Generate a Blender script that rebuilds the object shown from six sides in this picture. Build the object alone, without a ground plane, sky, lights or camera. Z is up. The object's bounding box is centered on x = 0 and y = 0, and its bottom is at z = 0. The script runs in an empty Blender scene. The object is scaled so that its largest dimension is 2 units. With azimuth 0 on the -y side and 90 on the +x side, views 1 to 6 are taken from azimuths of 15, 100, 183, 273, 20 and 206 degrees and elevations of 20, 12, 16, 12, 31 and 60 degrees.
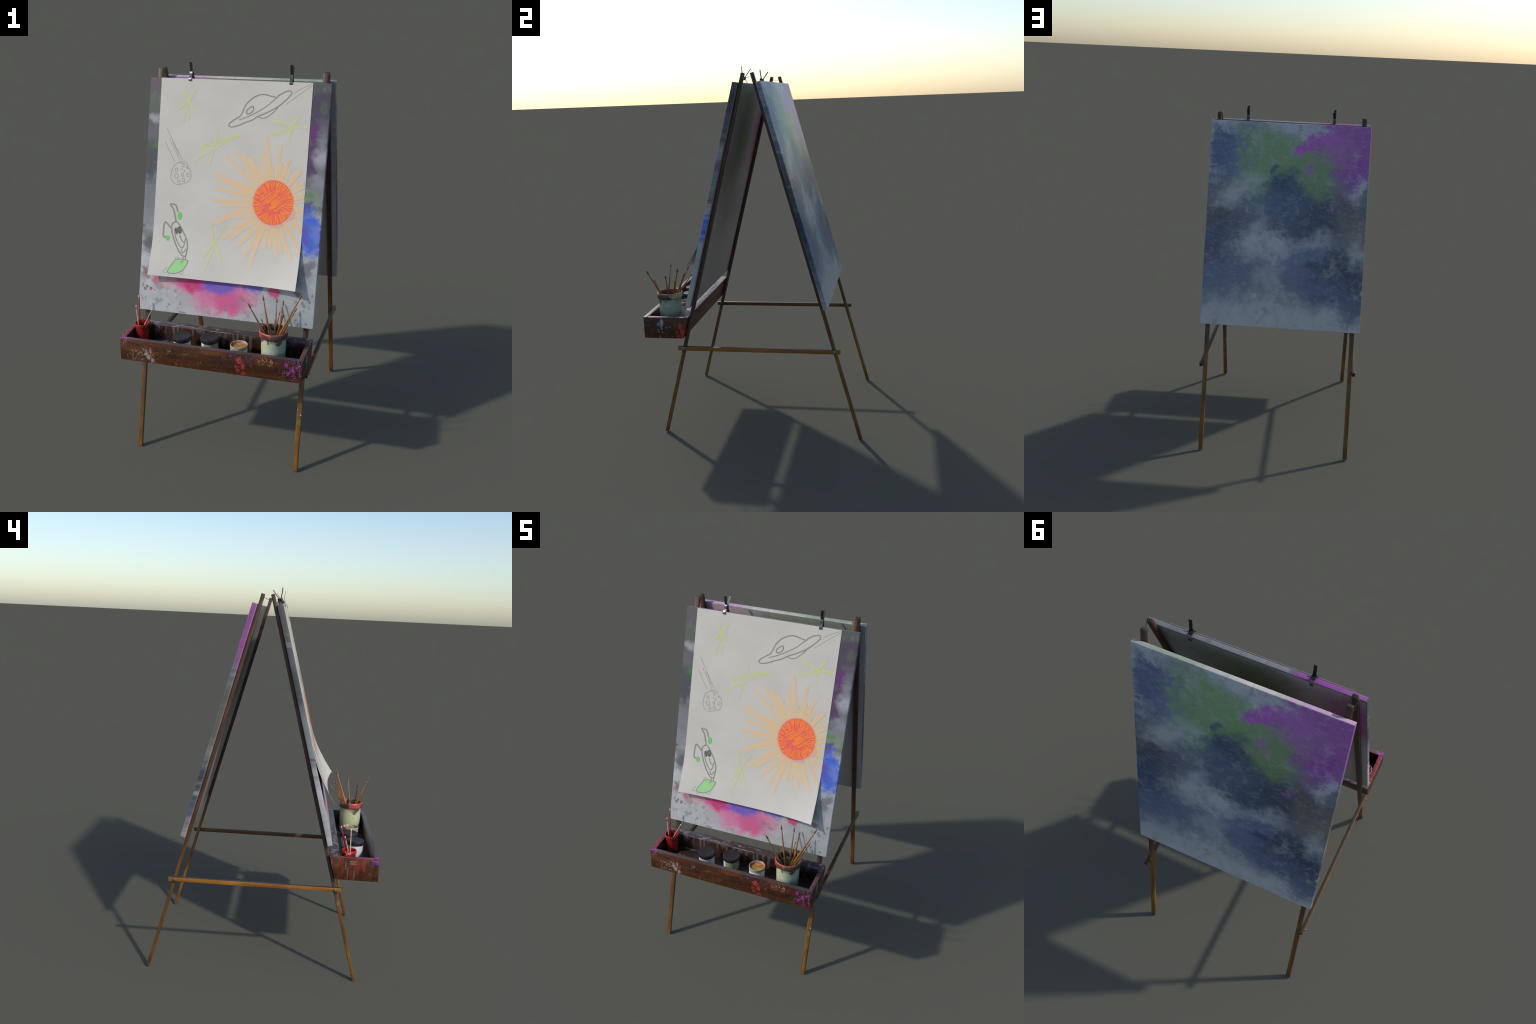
"""A child's double-sided painting easel: four slanted legs, two painted boards, a tray of
paint pots and brushes, and a crayon drawing held by two bulldog clips."""
import bpy, bmesh, math, random
from mathutils import Vector, Matrix

TILT = math.radians(15.0)
SIN, COS = math.sin(TILT), math.cos(TILT)
MID_Y = 0.0375                      # plane of symmetry between the two leg frames
SLOPE = 0.2668                      # dy/dz of the boards


# ------------------------------------------------------------------ colours
def lin(c):
    c /= 255.0
    return c / 12.92 if c <= 0.04045 else ((c + 0.055) / 1.055) ** 2.4


def sunny(r, g, b):
    """base colour whose sun-lit front reads as the given 0-255 colour"""
    return (min(lin(r) / .91, 1), min(lin(g) / .945, 1), min(lin(b) / 1.0, 1))


def shady(r, g, b):
    """base colour whose sky-lit back reads as the given 0-255 colour"""
    a = [lin(c) / k for c, k in ((r, .20), (g, .272), (b, .36))]
    lum = sum(a) / 3
    dull = max(.35, (lum - .030) / lum)             # the sheen of the varnish adds a little of its own
    return tuple(min(c * dull, 1) for c in a)


# ------------------------------------------------------------------ material builder
class Mat:
    def __init__(self, name, rough=0.5, spec=0.5, metal=0.0):
        self.m = bpy.data.materials.new(name)
        self.m.use_nodes = True
        self.t = self.m.node_tree
        self.b = self.t.nodes["Principled BSDF"]
        self.b.inputs["Roughness"].default_value = rough
        self.b.inputs["Specular IOR Level"].default_value = spec
        self.b.inputs["Metallic"].default_value = metal
        self.coord = self.n("ShaderNodeTexCoord").outputs["Object"]

    def n(self, kind, **kw):
        x = self.t.nodes.new(kind)
        for k, v in kw.items():
            setattr(x, k, v)
        return x

    def put(self, sock, v):
        if isinstance(v, bpy.types.NodeSocket):
            self.t.links.new(v, sock)
        elif isinstance(v, (tuple, list)) and len(v) == 3 and sock.type == 'RGBA':
            sock.default_value = (*v, 1)
        else:
            sock.default_value = v

    def math(self, op, a, b=0.0, c=None, clamp=False):
        x = self.n("ShaderNodeMath", operation=op, use_clamp=clamp)
        self.put(x.inputs[0], a)
        self.put(x.inputs[1], b)
        if c is not None:
            self.put(x.inputs[2], c)
        return x.outputs[0]

    def vmath(self, op, a, b):
        x = self.n("ShaderNodeVectorMath", operation=op)
        self.put(x.inputs[0], a)
        self.put(x.inputs[1], b)
        return x.outputs["Value"] if op in ("LENGTH", "DOT_PRODUCT", "DISTANCE") else x.outputs[0]

    def scaled(self, vec, s, loc=(0, 0, 0)):
        x = self.n("ShaderNodeMapping")
        self.put(x.inputs["Vector"], vec)
        x.inputs["Scale"].default_value = s
        x.inputs["Location"].default_value = loc
        return x.outputs[0]

    def noise(self, vec, scale, detail=3.0, rough=0.55, dist=0.0, colour=False):
        x = self.n("ShaderNodeTexNoise")
        self.put(x.inputs["Vector"], vec)
        x.inputs["Scale"].default_value = scale
        x.inputs["Detail"].default_value = detail
        x.inputs["Roughness"].default_value = rough
        x.inputs["Distortion"].default_value = dist
        return x.outputs["Color"] if colour else x.outputs["Fac"]

    def step(self, v, lo, hi, a=0.0, b=1.0):
        x = self.n("ShaderNodeMapRange", interpolation_type='SMOOTHSTEP')
        self.put(x.inputs[0], v)
        for i, q in zip((1, 2, 3, 4), (lo, hi, a, b)):
            x.inputs[i].default_value = q
        return x.outputs[0]

    def mix(self, fac, a, b, mode='MIX'):
        x = self.n("ShaderNodeMix", data_type='RGBA', blend_type=mode)
        self.put(x.inputs[0], fac)
        self.put(x.inputs[6], a)
        self.put(x.inputs[7], b)
        return x.outputs[2]

    def ramp(self, fac, stops):
        x = self.n("ShaderNodeValToRGB")
        self.put(x.inputs[0], fac)
        e = x.color_ramp.elements
        while len(e) < len(stops):
            e.new(0.5)
        for q, (p, c) in zip(e, stops):
            q.position, q.color = p, (*c, 1)
        return x.outputs[0]

    def warp(self, vec, amounts):
        """push coordinates about with noise: [(scale, amount), ...]"""
        for s, a in amounts:
            c = self.noise(vec, s, 3.0, 0.6, colour=True)
            d = self.vmath('SUBTRACT', c, (0.5, 0.5, 0.5))
            d = self.vmath('MULTIPLY', d, (a, a, a))
            vec = self.vmath('ADD', vec, d)
        return vec

    def blob(self, vec, cx, cz, rx, rz, soft=0.4, rot=0.0, gain=1.0, cy=0.0, ry=1000.0, ragged=None):
        """1 inside an ellipse in the x-z plane, 0 outside, with a soft (and torn) rim"""
        x = self.n("ShaderNodeMapping", vector_type='TEXTURE')
        self.put(x.inputs["Vector"], vec)
        x.inputs["Location"].default_value = (cx, cy, cz)
        x.inputs["Rotation"].default_value = (0, rot, 0)
        x.inputs["Scale"].default_value = (rx, ry, rz)
        far = self.vmath('LENGTH', x.outputs[0], (0, 0, 0))
        if ragged is not None:
            far = self.math('ADD', far, ragged)
        return self.step(far, 1 + soft, 1 - soft, 0, gain)

    def drops(self, vec, scale, fill, seed=0.0, size=0.32, stretch=(1, 1, 1)):
        """scattered round drops; fill = part of the cells that hold one"""
        v = self.scaled(vec, stretch, (seed, seed * 1.7, seed * 0.6))
        x = self.n("ShaderNodeTexVoronoi")
        self.put(x.inputs["Vector"], v)
        x.inputs["Scale"].default_value = scale
        sep = self.n("ShaderNodeSeparateColor")
        self.t.links.new(x.outputs["Color"], sep.inputs[0])
        rad = self.math('MULTIPLY', sep.outputs[1], size)
        inside = self.math('LESS_THAN', x.outputs["Distance"], rad)
        have = self.math('LESS_THAN', sep.outputs[0], fill)
        return self.math('MULTIPLY', inside, have)

    def bump(self, h, strength=0.3, dist=0.002):
        x = self.n("ShaderNodeBump")
        x.inputs["Strength"].default_value = strength
        x.inputs["Distance"].default_value = dist
        self.put(x.inputs["Height"], h)
        self.put(self.b.inputs["Normal"], x.outputs[0])

    def out(self, colour):
        self.put(self.b.inputs["Base Color"], colour)
        return self.m


def plain(name, colour, rough=0.5, spec=0.5, metal=0.0, vary=0.12, scale=60):
    m = Mat(name, rough, spec, metal)
    f = m.noise(m.coord, scale, 4)
    dark = tuple(c * (1 - 2 * vary) for c in colour)
    lite = tuple(min(1, c * (1 + 2 * vary)) for c in colour)
    return m.out(m.ramp(f, [(0.3, dark), (0.7, lite)]))


# ------------------------------------------------------------------ mesh helpers
def obj(name, me, parent=None, loc=(0, 0, 0), mats=()):
    o = bpy.data.objects.new(name, me)
    bpy.context.scene.collection.objects.link(o)
    o.location = loc
    if parent:
        o.parent = parent
    for m in mats:
        me.materials.append(m)
    return o


def thing(name, label, category, loc=(0, 0, 0)):
    o = bpy.data.objects.new(name, None)
    bpy.context.scene.collection.objects.link(o)
    o.location = loc
    o.empty_display_size = 0.05
    o["label"], o["category"] = label, category
    return o


def finish(bm, name, smooth=40):
    bmesh.ops.recalc_face_normals(bm, faces=bm.faces)
    me = bpy.data.meshes.new(name)
    bm.to_mesh(me)
    bm.free()
    if smooth:
        for p in me.polygons:
            p.use_smooth = True
        me.set_sharp_from_angle(angle=math.radians(smooth))
    return me


def hexa(name, corners, bevel=0.002, segs=2):
    """box from 8 corners: bottom loop of four, then top loop of four"""
    bm = bmesh.new()
    v = [bm.verts.new(c) for c in corners]
    for f in ((3, 2, 1, 0), (4, 5, 6, 7), (0, 1, 5, 4), (1, 2, 6, 5), (2, 3, 7, 6), (3, 0, 4, 7)):
        bm.faces.new([v[i] for i in f])
    if bevel:
        bmesh.ops.bevel(bm, geom=list(bm.edges), offset=bevel, segments=segs, profile=0.5, affect='EDGES')
    return finish(bm, name, 35)


def box(name, x0, x1, y0, y1, z0, z1, bevel=0.002, segs=2):
    return hexa(name, [(x0, y0, z0), (x1, y0, z0), (x1, y1, z0), (x0, y1, z0),
                       (x0, y0, z1), (x1, y0, z1), (x1, y1, z1), (x0, y1, z1)], bevel, segs)


def lathe(name, prof, n=48, smooth=35, closed=True):
    bm = bmesh.new()
    rings = []
    for r, z in prof:
        if r < 1e-6:
            rings.append([bm.verts.new((0, 0, z))])
        else:
            rings.append([bm.verts.new((r * math.cos(2 * math.pi * i / n), r * math.sin(2 * math.pi * i / n), z)) for i in range(n)])
    for a, b in zip(rings, rings[1:]):
        for i in range(n):
            j = (i + 1) % n
            if len(a) == 1 and len(b) == 1:
                continue
            if len(a) == 1:
                bm.faces.new((a[0], b[i], b[j]))
            elif len(b) == 1:
                bm.faces.new((a[i], a[j], b[0]))
            else:
                bm.faces.new((a[i], a[j], b[j], b[i]))
    return finish(bm, name, smooth)


def tube(name, pts, rad, n=8, cap=True, smooth=60):
    """round rod through points; rad is one radius or one per point"""
    bm = bmesh.new()
    pts = [Vector(p) for p in pts]
    rad = rad if isinstance(rad, (list, tuple)) else [rad] * len(pts)
    rings, side = [], None
    for i, p in enumerate(pts):
        d = (pts[min(i + 1, len(pts) - 1)] - pts[max(i - 1, 0)]).normalized()
        if side is None:
            side = d.orthogonal().normalized()
        side = (side - d * side.dot(d)).normalized()
        up = d.cross(side)
        rings.append([bm.verts.new(p + (side * math.cos(2 * math.pi * k / n) + up * math.sin(2 * math.pi * k / n)) * rad[i]) for k in range(n)])
    for a, b in zip(rings, rings[1:]):
        for k in range(n):
            bm.faces.new((a[k], a[(k + 1) % n], b[(k + 1) % n], b[k]))
    if cap:
        bm.faces.new(rings[0][::-1])
        bm.faces.new(rings[-1])
    return finish(bm, name, smooth)


def strip(name, pts, width, thick, axis=Vector((1, 0, 0))):
    """bent flat bar of given width along x, through y-z points"""
    bm = bmesh.new()
    pts = [Vector(p) for p in pts]
    rings = []
    for i, p in enumerate(pts):
        d = (pts[min(i + 1, len(pts) - 1)] - pts[max(i - 1, 0)]).normalized()
        nrm = d.cross(axis).normalized()
        w, t = axis * width / 2, nrm * thick / 2
        rings.append([bm.verts.new(q) for q in (p - w - t, p + w - t, p + w + t, p - w + t)])
    for a, b in zip(rings, rings[1:]):
        for k in range(4):
            bm.faces.new((a[k], a[(k + 1) % 4], b[(k + 1) % 4], b[k]))
    bm.faces.new(rings[0][::-1])
    bm.faces.new(rings[-1])
    return finish(bm, name, 30)


# ------------------------------------------------------------------ materials: wood
def wood(name, dark, mid, light, grain, rough=0.52, random_shift=True, splats=None, grime=None, dusty_top=True, end_grain=False):
    """streaky stained timber; grain = coordinate scale, small along the fibres"""
    m = Mat(name, rough, 0.45)
    v = m.coord
    if random_shift:
        info = m.n("ShaderNodeObjectInfo")
        off = m.math('MULTIPLY', info.outputs["Random"], 37.0)
        v = m.vmath('ADD', v, off)
    g = m.noise(m.scaled(v, grain), 1.0, 5, 0.6, 0.6)
    broad = m.noise(m.scaled(v, tuple(q * 0.25 for q in grain)), 1.0, 3, 0.5, 0.3)
    f = m.math('ADD', m.math('MULTIPLY', g, 0.55), m.math('MULTIPLY', broad, 0.45))
    col = m.ramp(f, [(0.33, dark), (0.5, mid), (0.66, light)])
    patch = m.noise(m.scaled(v, tuple(q * 0.09 + 3 for q in grain)), 1.0, 3, 0.6)
    col = m.mix(m.step(patch, 0.5, 0.68, 0, 0.55), col, dark)
    fine = m.noise(m.scaled(v, tuple(q * 3.5 for q in grain)), 1.0, 3)
    col = m.mix(m.step(fine, 0.56, 0.7, 0, 0.45), col, tuple(c * 0.35 for c in dark))
    geo = m.n("ShaderNodeNewGeometry")
    up = m.n("ShaderNodeSeparateXYZ")
    m.t.links.new(geo.outputs["Normal"], up.inputs[0])
    if grime:
        col = grime(m, col)
    if end_grain:                                  # sawn ends, blackened
        col = m.mix(m.step(m.math('ABSOLUTE', up.outputs[1]), .85, .95), col, (.014, .011, .010))
        where = m.n("ShaderNodeSeparateXYZ")
        m.t.links.new(geo.outputs["Position"], where.inputs[0])
        hidden = m.step(m.math('MULTIPLY', up.outputs[0], where.outputs[0]), -.2, -.4)     # inner side, darker brown
        col = m.mix(m.math('MULTIPLY', hidden, .75), col, (.040, .022, .012))
    if dusty_top:                                  # dark dust settled on level faces
        col = m.mix(m.step(up.outputs[2], .7, .9, 0, .9), col, (.030, .023, .020))
    if splats:
        col = splats(m, col)
    m.bump(g, 0.25, 0.0015)
    return m.out(col)


LEG = dict(dark=(.055, .024, .008), mid=(.165, .070, .013), light=(.27, .125, .018))


def upper_grime(m, col):
    """the upper leg is stained nearly black-brown; ochre wood shows only low down"""
    s = m.n("ShaderNodeSeparateXYZ")
    m.t.links.new(m.coord, s.inputs[0])
    n = m.noise(m.scaled(m.coord, (30, 30, 5)), 1, 4, .6)
    h = m.math('ADD', s.outputs[2], m.math('MULTIPLY', m.math('SUBTRACT', n, .5), .7))
    old = m.ramp(m.noise(m.scaled(m.coord, (80, 80, 8)), 1, 4, .6), [(.35, (.022, .013, .009)), (.55, (.062, .030, .018)), (.72, (.13, .050, .018))])
    return m.mix(m.step(h, .35, .85, 0, .93), col, old)


def leg_paint(m, col):
    """runs of paint near tray height on the front legs (local z runs up the leg)"""
    vec = m.warp(m.coord, [(70, 0.012)])
    sep = m.n("ShaderNodeSeparateXYZ")
    m.t.links.new(m.coord, sep.inputs[0])
    z = sep.outputs[2]
    near = m.math('MULTIPLY', m.step(z, 0.30, 0.50), m.step(z, 0.95, 0.72))
    col = m.mix(m.math('MULTIPLY', near, 0.55), col, (.05, .035, .034))
    d = m.drops(vec, 55, 0.35, 3.1, 0.5, (1, 1, 0.45))
    col = m.mix(m.math('MULTIPLY', d, m.math('MULTIPLY', m.step(z, 0.36, 0.50), m.step(z, .78, .70))), col, (.30, .20, .02))
    d = m.drops(vec, 48, 0.3, 7.7, 0.5, (1, 1, 0.5))
    col = m.mix(m.math('MULTIPLY', m.math('MULTIPLY', d, .55), m.math('MULTIPLY', m.step(z, 0.45, 0.6), m.step(z, 0.98, 0.8))), col, (.20, .02, .04))
    return col


def right_leg_paint(m, col):
    col = leg_paint(m, col)
    vec = m.warp(m.coord, [(90, 0.014)])
    col = m.mix(m.blob(vec, 0.004, 0.262, 0.009, 0.018, 0.25), col, (.07, .16, .012))
    d = m.drops(vec, 120, 0.55, 1.3, 0.6)
    col = m.mix(m.math('MULTIPLY', d, m.blob(m.coord, 0.002, 0.31, 0.02, 0.02)), col, (.5, .46, .42))
    red = m.noise(m.scaled(m.coord, (60, 60, 9)), 1, 3)
    sep = m.n("ShaderNodeSeparateXYZ")
    m.t.links.new(m.coord, sep.inputs[0])
    z = sep.outputs[2]
    col = m.mix(m.math('MULTIPLY', m.step(red, 0.54, 0.62, 0, .6), m.math('MULTIPLY', m.step(z, 0.50, 0.6), m.step(z, 0.80, 0.70))), col, (.22, .018, .016))
    col = m.mix(m.math('MULTIPLY', m.step(red, 0.46, 0.40), m.math('MULTIPLY', m.step(z, 0.33, 0.40), m.step(z, 0.50, 0.44))), col, (.22, .12, .01))
    return col


wood_leg = wood("stained_leg_wood", grain=(70, 70, 7), grime=upper_grime, **LEG)
wood_front_leg = wood("paint_marked_leg_wood", grain=(70, 70, 7), grime=upper_grime, splats=leg_paint, **LEG)
wood_right_leg = wood("paint_spotted_leg_wood", grain=(70, 70, 7), grime=upper_grime, splats=right_leg_paint, **LEG)
wood_brace = wood("brace_wood", dark=(.13, .048, .008), mid=(.26, .10, .011), light=(.35, .165, .018), grain=(70, 7, 70), end_grain=True)


def tray_paint(m, col):
    """years of spilt poster paint over the tray, densest at the corners of its front"""
    v = m.coord
    w = m.warp(v, [(30, .030), (80, 0.020), (200, 0.010)])
    sep = m.n("ShaderNodeSeparateXYZ")
    m.t.links.new(v, sep.inputs[0])
    x, y, z = sep.outputs
    thin = m.step(m.noise(v, 90, 4, .7), .36, .56, .12, .75)     # worn, see-through paint
    geo = m.n("ShaderNodeNewGeometry")
    nsep = m.n("ShaderNodeSeparateXYZ")
    m.t.links.new(geo.outputs["Normal"], nsep.inputs[0])
    top = m.step(nsep.outputs[2], 0.6, 0.9)
    front = m.math('MULTIPLY', m.step(y, -0.580, -0.586), m.math('SUBTRACT', 1.0, top))
    worn = m.step(m.noise(m.scaled(v, (14, 40, 30), (5, 2, 1)), 1, 5, .65), .54, .66, 0, .45)
    col = m.mix(worn, col, (.105, .016, .010))
    # splashes on the outer front, each a cloud of drops in one colour
    for cx, cz, rx, rz, colr, sc, fill, seed in (
            (.440, .640, .050, .045, (.42, .05, .36), 85, .62, 1.0),
            (.418, .610, .030, .045, (.35, .06, .40), 120, .5, 2.0),
            (.450, .655, .035, .030, (.52, .40, .46), 110, .6, 3.0),
            (.400, .600, .045, .030, (.42, .30, .05), 130, .5, 4.0),
            (.430, .680, .040, .016, (.22, .10, .55), 100, .55, 5.0),
            (.280, .665, .055, .022, (.52, .05, .025), 95, .7, 6.0),
            (.270, .668, .045, .020, (.5, .36, .08), 120, .5, 7.0),
            (.305, .660, .040, .020, (.55, .35, .25), 120, .45, 8.0),
            (.205, .655, .050, .028, (.12, .06, .35), 90, .45, 9.0),
            (.135, .670, .030, .020, (.16, .07, .42), 100, .5, 10.0),
            (.09, .655, .03, .02, (.4, .03, .1), 120, .35, 10.5),
            (-.350, .615, .055, .045, (.40, .34, .33), 80, .45, 11.0),
            (-.330, .600, .045, .040, (.42, .33, .22), 130, .5, 12.0),
            (-.380, .590, .060, .020, (.45, .36, .34), 130, .4, 12.5),
            (-.300, .655, .025, .030, (.45, .02, .02), 85, .45, 13.0),
            (-.215, .650, .03, .025, (.42, .22, .12), 110, .35, 13.5),
            (-.120, .640, .028, .012, (.14, .24, .02), 120, .55, 14.0),
            (-.145, .585, .045, .018, (.16, .17, .015), 95, .45, 15.0),
            (-.462, .668, .030, .020, (.42, .04, .38), 95, .6, 16.0),
            (-.450, .662, .030, .018, (.16, .05, .42), 110, .5, 17.0),
            (-.455, .672, .030, .016, (.5, .33, .05), 140, .45, 18.0),
            (.0, .62, .5, .06, (.30, .16, .08), 150, .10, 19.0)):
        near = m.blob(v, cx, cz, rx, rz, 0.7)
        d = m.math('MULTIPLY', m.drops(w, sc * 1.3, fill, seed, 0.62, (1, 1, .7)), thin)
        col = m.mix(m.math('MULTIPLY', m.math('MULTIPLY', d, near), front), col, colr)
    # larger single drops on the front
    for cx, cz, rx, rz, colr in (
            (.158, .648, .013, .016, (.50, .05, .035)), (.172, .618, .011, .016, (.52, .045, .025)),
            (.143, .612, .008, .008, (.45, .05, .025)), (.150, .594, .009, .010, (.42, .03, .02)),
            (.178, .583, .008, .012, (.42, .035, .02)), (.218, .628, .007, .010, (.36, .04, .03)),
            (.395, .655, .009, .009, (.42, .05, .33)), (.425, .628, .010, .012, (.50, .05, .42)),
            (.405, .612, .007, .008, (.42, .05, .36)), (.458, .608, .006, .007, (.55, .08, .42)),
            (-.322, .598, .011, .013, (.40, .36, .37)), (-.334, .618, .008, .010, (.40, .36, .36)),
            (-.296, .585, .011, .013, (.38, .35, .36)), (-.312, .632, .007, .009, (.38, .34, .33)),
            (-.122, .607, .013, .016, (.012, .016, .008)), (.055, .648, .015, .012, (.02, .012, .01)),
            (.022, .637, .012, .011, (.02, .012, .01))):
        col = m.mix(m.math('MULTIPLY', m.math('MULTIPLY', m.blob(w, cx, cz, rx, rz, 0.25), front), thin), col, colr)
    # right end: red blots and pale spatter; left end: red runs with pale streaks
    right = m.math('MULTIPLY', m.step(x, 0.471, 0.473), m.math('SUBTRACT', 1.0, top))
    yz = m.n("ShaderNodeCombineXYZ")
    m.t.links.new(y, yz.inputs[0])
    m.t.links.new(z, yz.inputs[2])
    side = m.warp(yz.outputs[0], [(60, 0.010)])
    for cy, cz, ry, rz, colr in ((-.385, .634, .013, .018, (.40, .03, .03)), (-.372, .604, .014, .018, (.40, .03, .03)),
                                 (-.398, .580, .009, .010, (.36, .03, .03)), (-.372, .575, .012, .010, (.38, .03, .03)),
                                 (-.405, .602, .006, .008, (.30, .03, .03)), (-.488, .655, .010, .020, (.26, .29, .33)),
                                 (-.505, .645, .012, .010, (.16, .16, .18)), (-.492, .632, .004, .018, (.20, .21, .23))):
        col = m.mix(m.math('MULTIPLY', m.blob(side, cy, cz, ry, rz, 0.2), right), col, colr)
    d = m.math('MULTIPLY', m.drops(side, 90, .4, 21, .4), m.blob(yz.outputs[0], -.48, .625, .07, .06, .6))
    col = m.mix(m.math('MULTIPLY', d, right), col, (.28, .27, .28))
    left = m.math('MULTIPLY', m.step(x, -0.471, -0.473), m.math('SUBTRACT', 1.0, top))
    for cy, rot, w2, z0, z1, g in ((-.398, .0, .012, .665, .03, .75), (-.408, -.25, .009, .615, .05, .7), (-.428, -.2, .008, .575, .02, .6),
                                  (-.450, 0, .010, .622, .045, .6), (-.452, 0, .010, .672, .02, .35), (-.480, .12, .013, .650, .045, .8),
                                  (-.474, .3, .008, .60, .02, .4), (-.512, 0, .011, .655, .036, .8), (-.518, .2, .006, .625, .012, .6), (-.532, 0, .004, .672, .018, .6)):
        k = m.math('MULTIPLY', m.blob(side, cy, z0, w2, z1, 0.55, rot, g * .72), m.math('MULTIPLY', left, thin))
        col = m.mix(k, col, (.34, .026, .014))
    for cy, w2, z0, z1 in ((-.423, .0035, .643, .024), (-.434, .0032, .605, .036), (-.466, .0032, .595, .03)):
        col = m.mix(m.math('MULTIPLY', m.blob(side, cy, z0, w2, z1, 0.6, 0, .28), left), col, (.30, .26, .22))
    for cy, w2, z0, z1, colr in ((-.456, .018, .666, .003, (.26, .18, .15)), (-.456, .019, .654, .003, (.24, .16, .13)), (-.575, .018, .664, .006, (.10, .03, .30)),
                                 (-.57, .016, .676, .005, (.28, .04, .25)), (-.35, .004, .655, .016, (.32, .05, .2))):
        col = m.mix(m.math('MULTIPLY', m.blob(side, cy, z0, w2, z1, 0.5, 0, .8), left), col, colr)
    grey_top = m.math('MULTIPLY', top, m.step(m.noise(m.scaled(v, (9, 30, 30)), 1, 4), .35, .6, .25, .6))  # blue-grey tint over the upward faces
    col = m.mix(grey_top, col, (.085, .078, .088))
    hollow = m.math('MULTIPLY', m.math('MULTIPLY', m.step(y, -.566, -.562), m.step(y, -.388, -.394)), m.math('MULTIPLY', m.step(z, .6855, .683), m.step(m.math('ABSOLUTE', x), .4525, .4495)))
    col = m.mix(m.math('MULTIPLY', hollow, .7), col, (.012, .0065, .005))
    # rim tops: red on the left end, magenta at the left corner, grey streaks along the back
    red = m.step(m.noise(v, 42, 3), 0.47, 0.53)
    endl = m.math('MULTIPLY', m.step(x, -0.446, -0.454), m.step(y, -0.36, -0.42))
    col = m.mix(m.math('MULTIPLY', m.math('MULTIPLY', red, endl), top), col, (.36, .02, .022))
    mag = m.math('MULTIPLY', m.step(m.noise(v, 70, 3), 0.5, 0.55), m.blob(v, -.465, .685, .035, .05, .5, 0, 1, -.58, .05))
    col = m.mix(m.math('MULTIPLY', mag, top), col, (.36, .035, .30))
    endr = m.step(x, 0.446, 0.454)
    redr = m.step(m.noise(m.scaled(v, (40, 60, 40)), 1, 3), 0.50, 0.60, 0, .7)
    col = m.mix(m.math('MULTIPLY', m.math('MULTIPLY', redr, endr), top), col, (.24, .05, .035))
    back = m.step(y, -0.420, -0.396)
    smear = m.noise(m.warp(m.scaled(v, (26, 60, 26)), [(2, .8)]), 1, 4, 0.6)
    col = m.mix(m.math('MULTIPLY', m.math('MULTIPLY', m.step(smear, 0.53, 0.60, 0, .8), back), m.math('MULTIPLY', top, m.step(x, 0.20, 0.02))), col, (.22, .20, .20))
    corner = m.math('MULTIPLY', m.step(m.noise(v, 55, 3), .52, .58), m.math('MULTIPLY', back, m.math('MULTIPLY', m.step(x, .36, .40), top)))
    col = m.mix(m.math('MULTIPLY', corner, .8), col, (.10, .16, .20))
    # inside: pale runs down the back wall, magenta and green smears at the right
    inside = m.math('MULTIPLY', m.step(y, -0.399, -0.391), m.math('MULTIPLY', m.math('SUBTRACT', 1.0, top), m.step(nsep.outputs[1], -0.5, -0.8)))
    drip = m.noise(m.scaled(v, (62, 1, 9)), 1, 4, 0.6)
    reach = m.step(z, 0.58, 0.69, -0.05, 0.10)
    col = m.mix(m.math('MULTIPLY', m.step(m.math('ADD', drip, reach), 0.585, 0.64, 0, .5), inside), col, (.15, .135, .135))
    col = m.mix(m.math('MULTIPLY', m.math('MULTIPLY', m.step(m.noise(v, 45, 3), .56, .62, 0, .6), inside), m.step(x, .34, .40)), col, (.14, .025, .12))
    floor = m.math('MULTIPLY', m.step(z, 0.64, 0.62), top)
    spots = m.drops(w, 42, .45, 31, .35)
    col = m.mix(m.math('MULTIPLY', m.math('MULTIPLY', spots, floor), .6), col, (.20, .18, .18))
    return col


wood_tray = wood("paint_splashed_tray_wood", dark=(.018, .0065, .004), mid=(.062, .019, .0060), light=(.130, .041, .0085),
                 grain=(7, 60, 60), rough=0.45, random_shift=False, splats=tray_paint, dusty_top=False)

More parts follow.
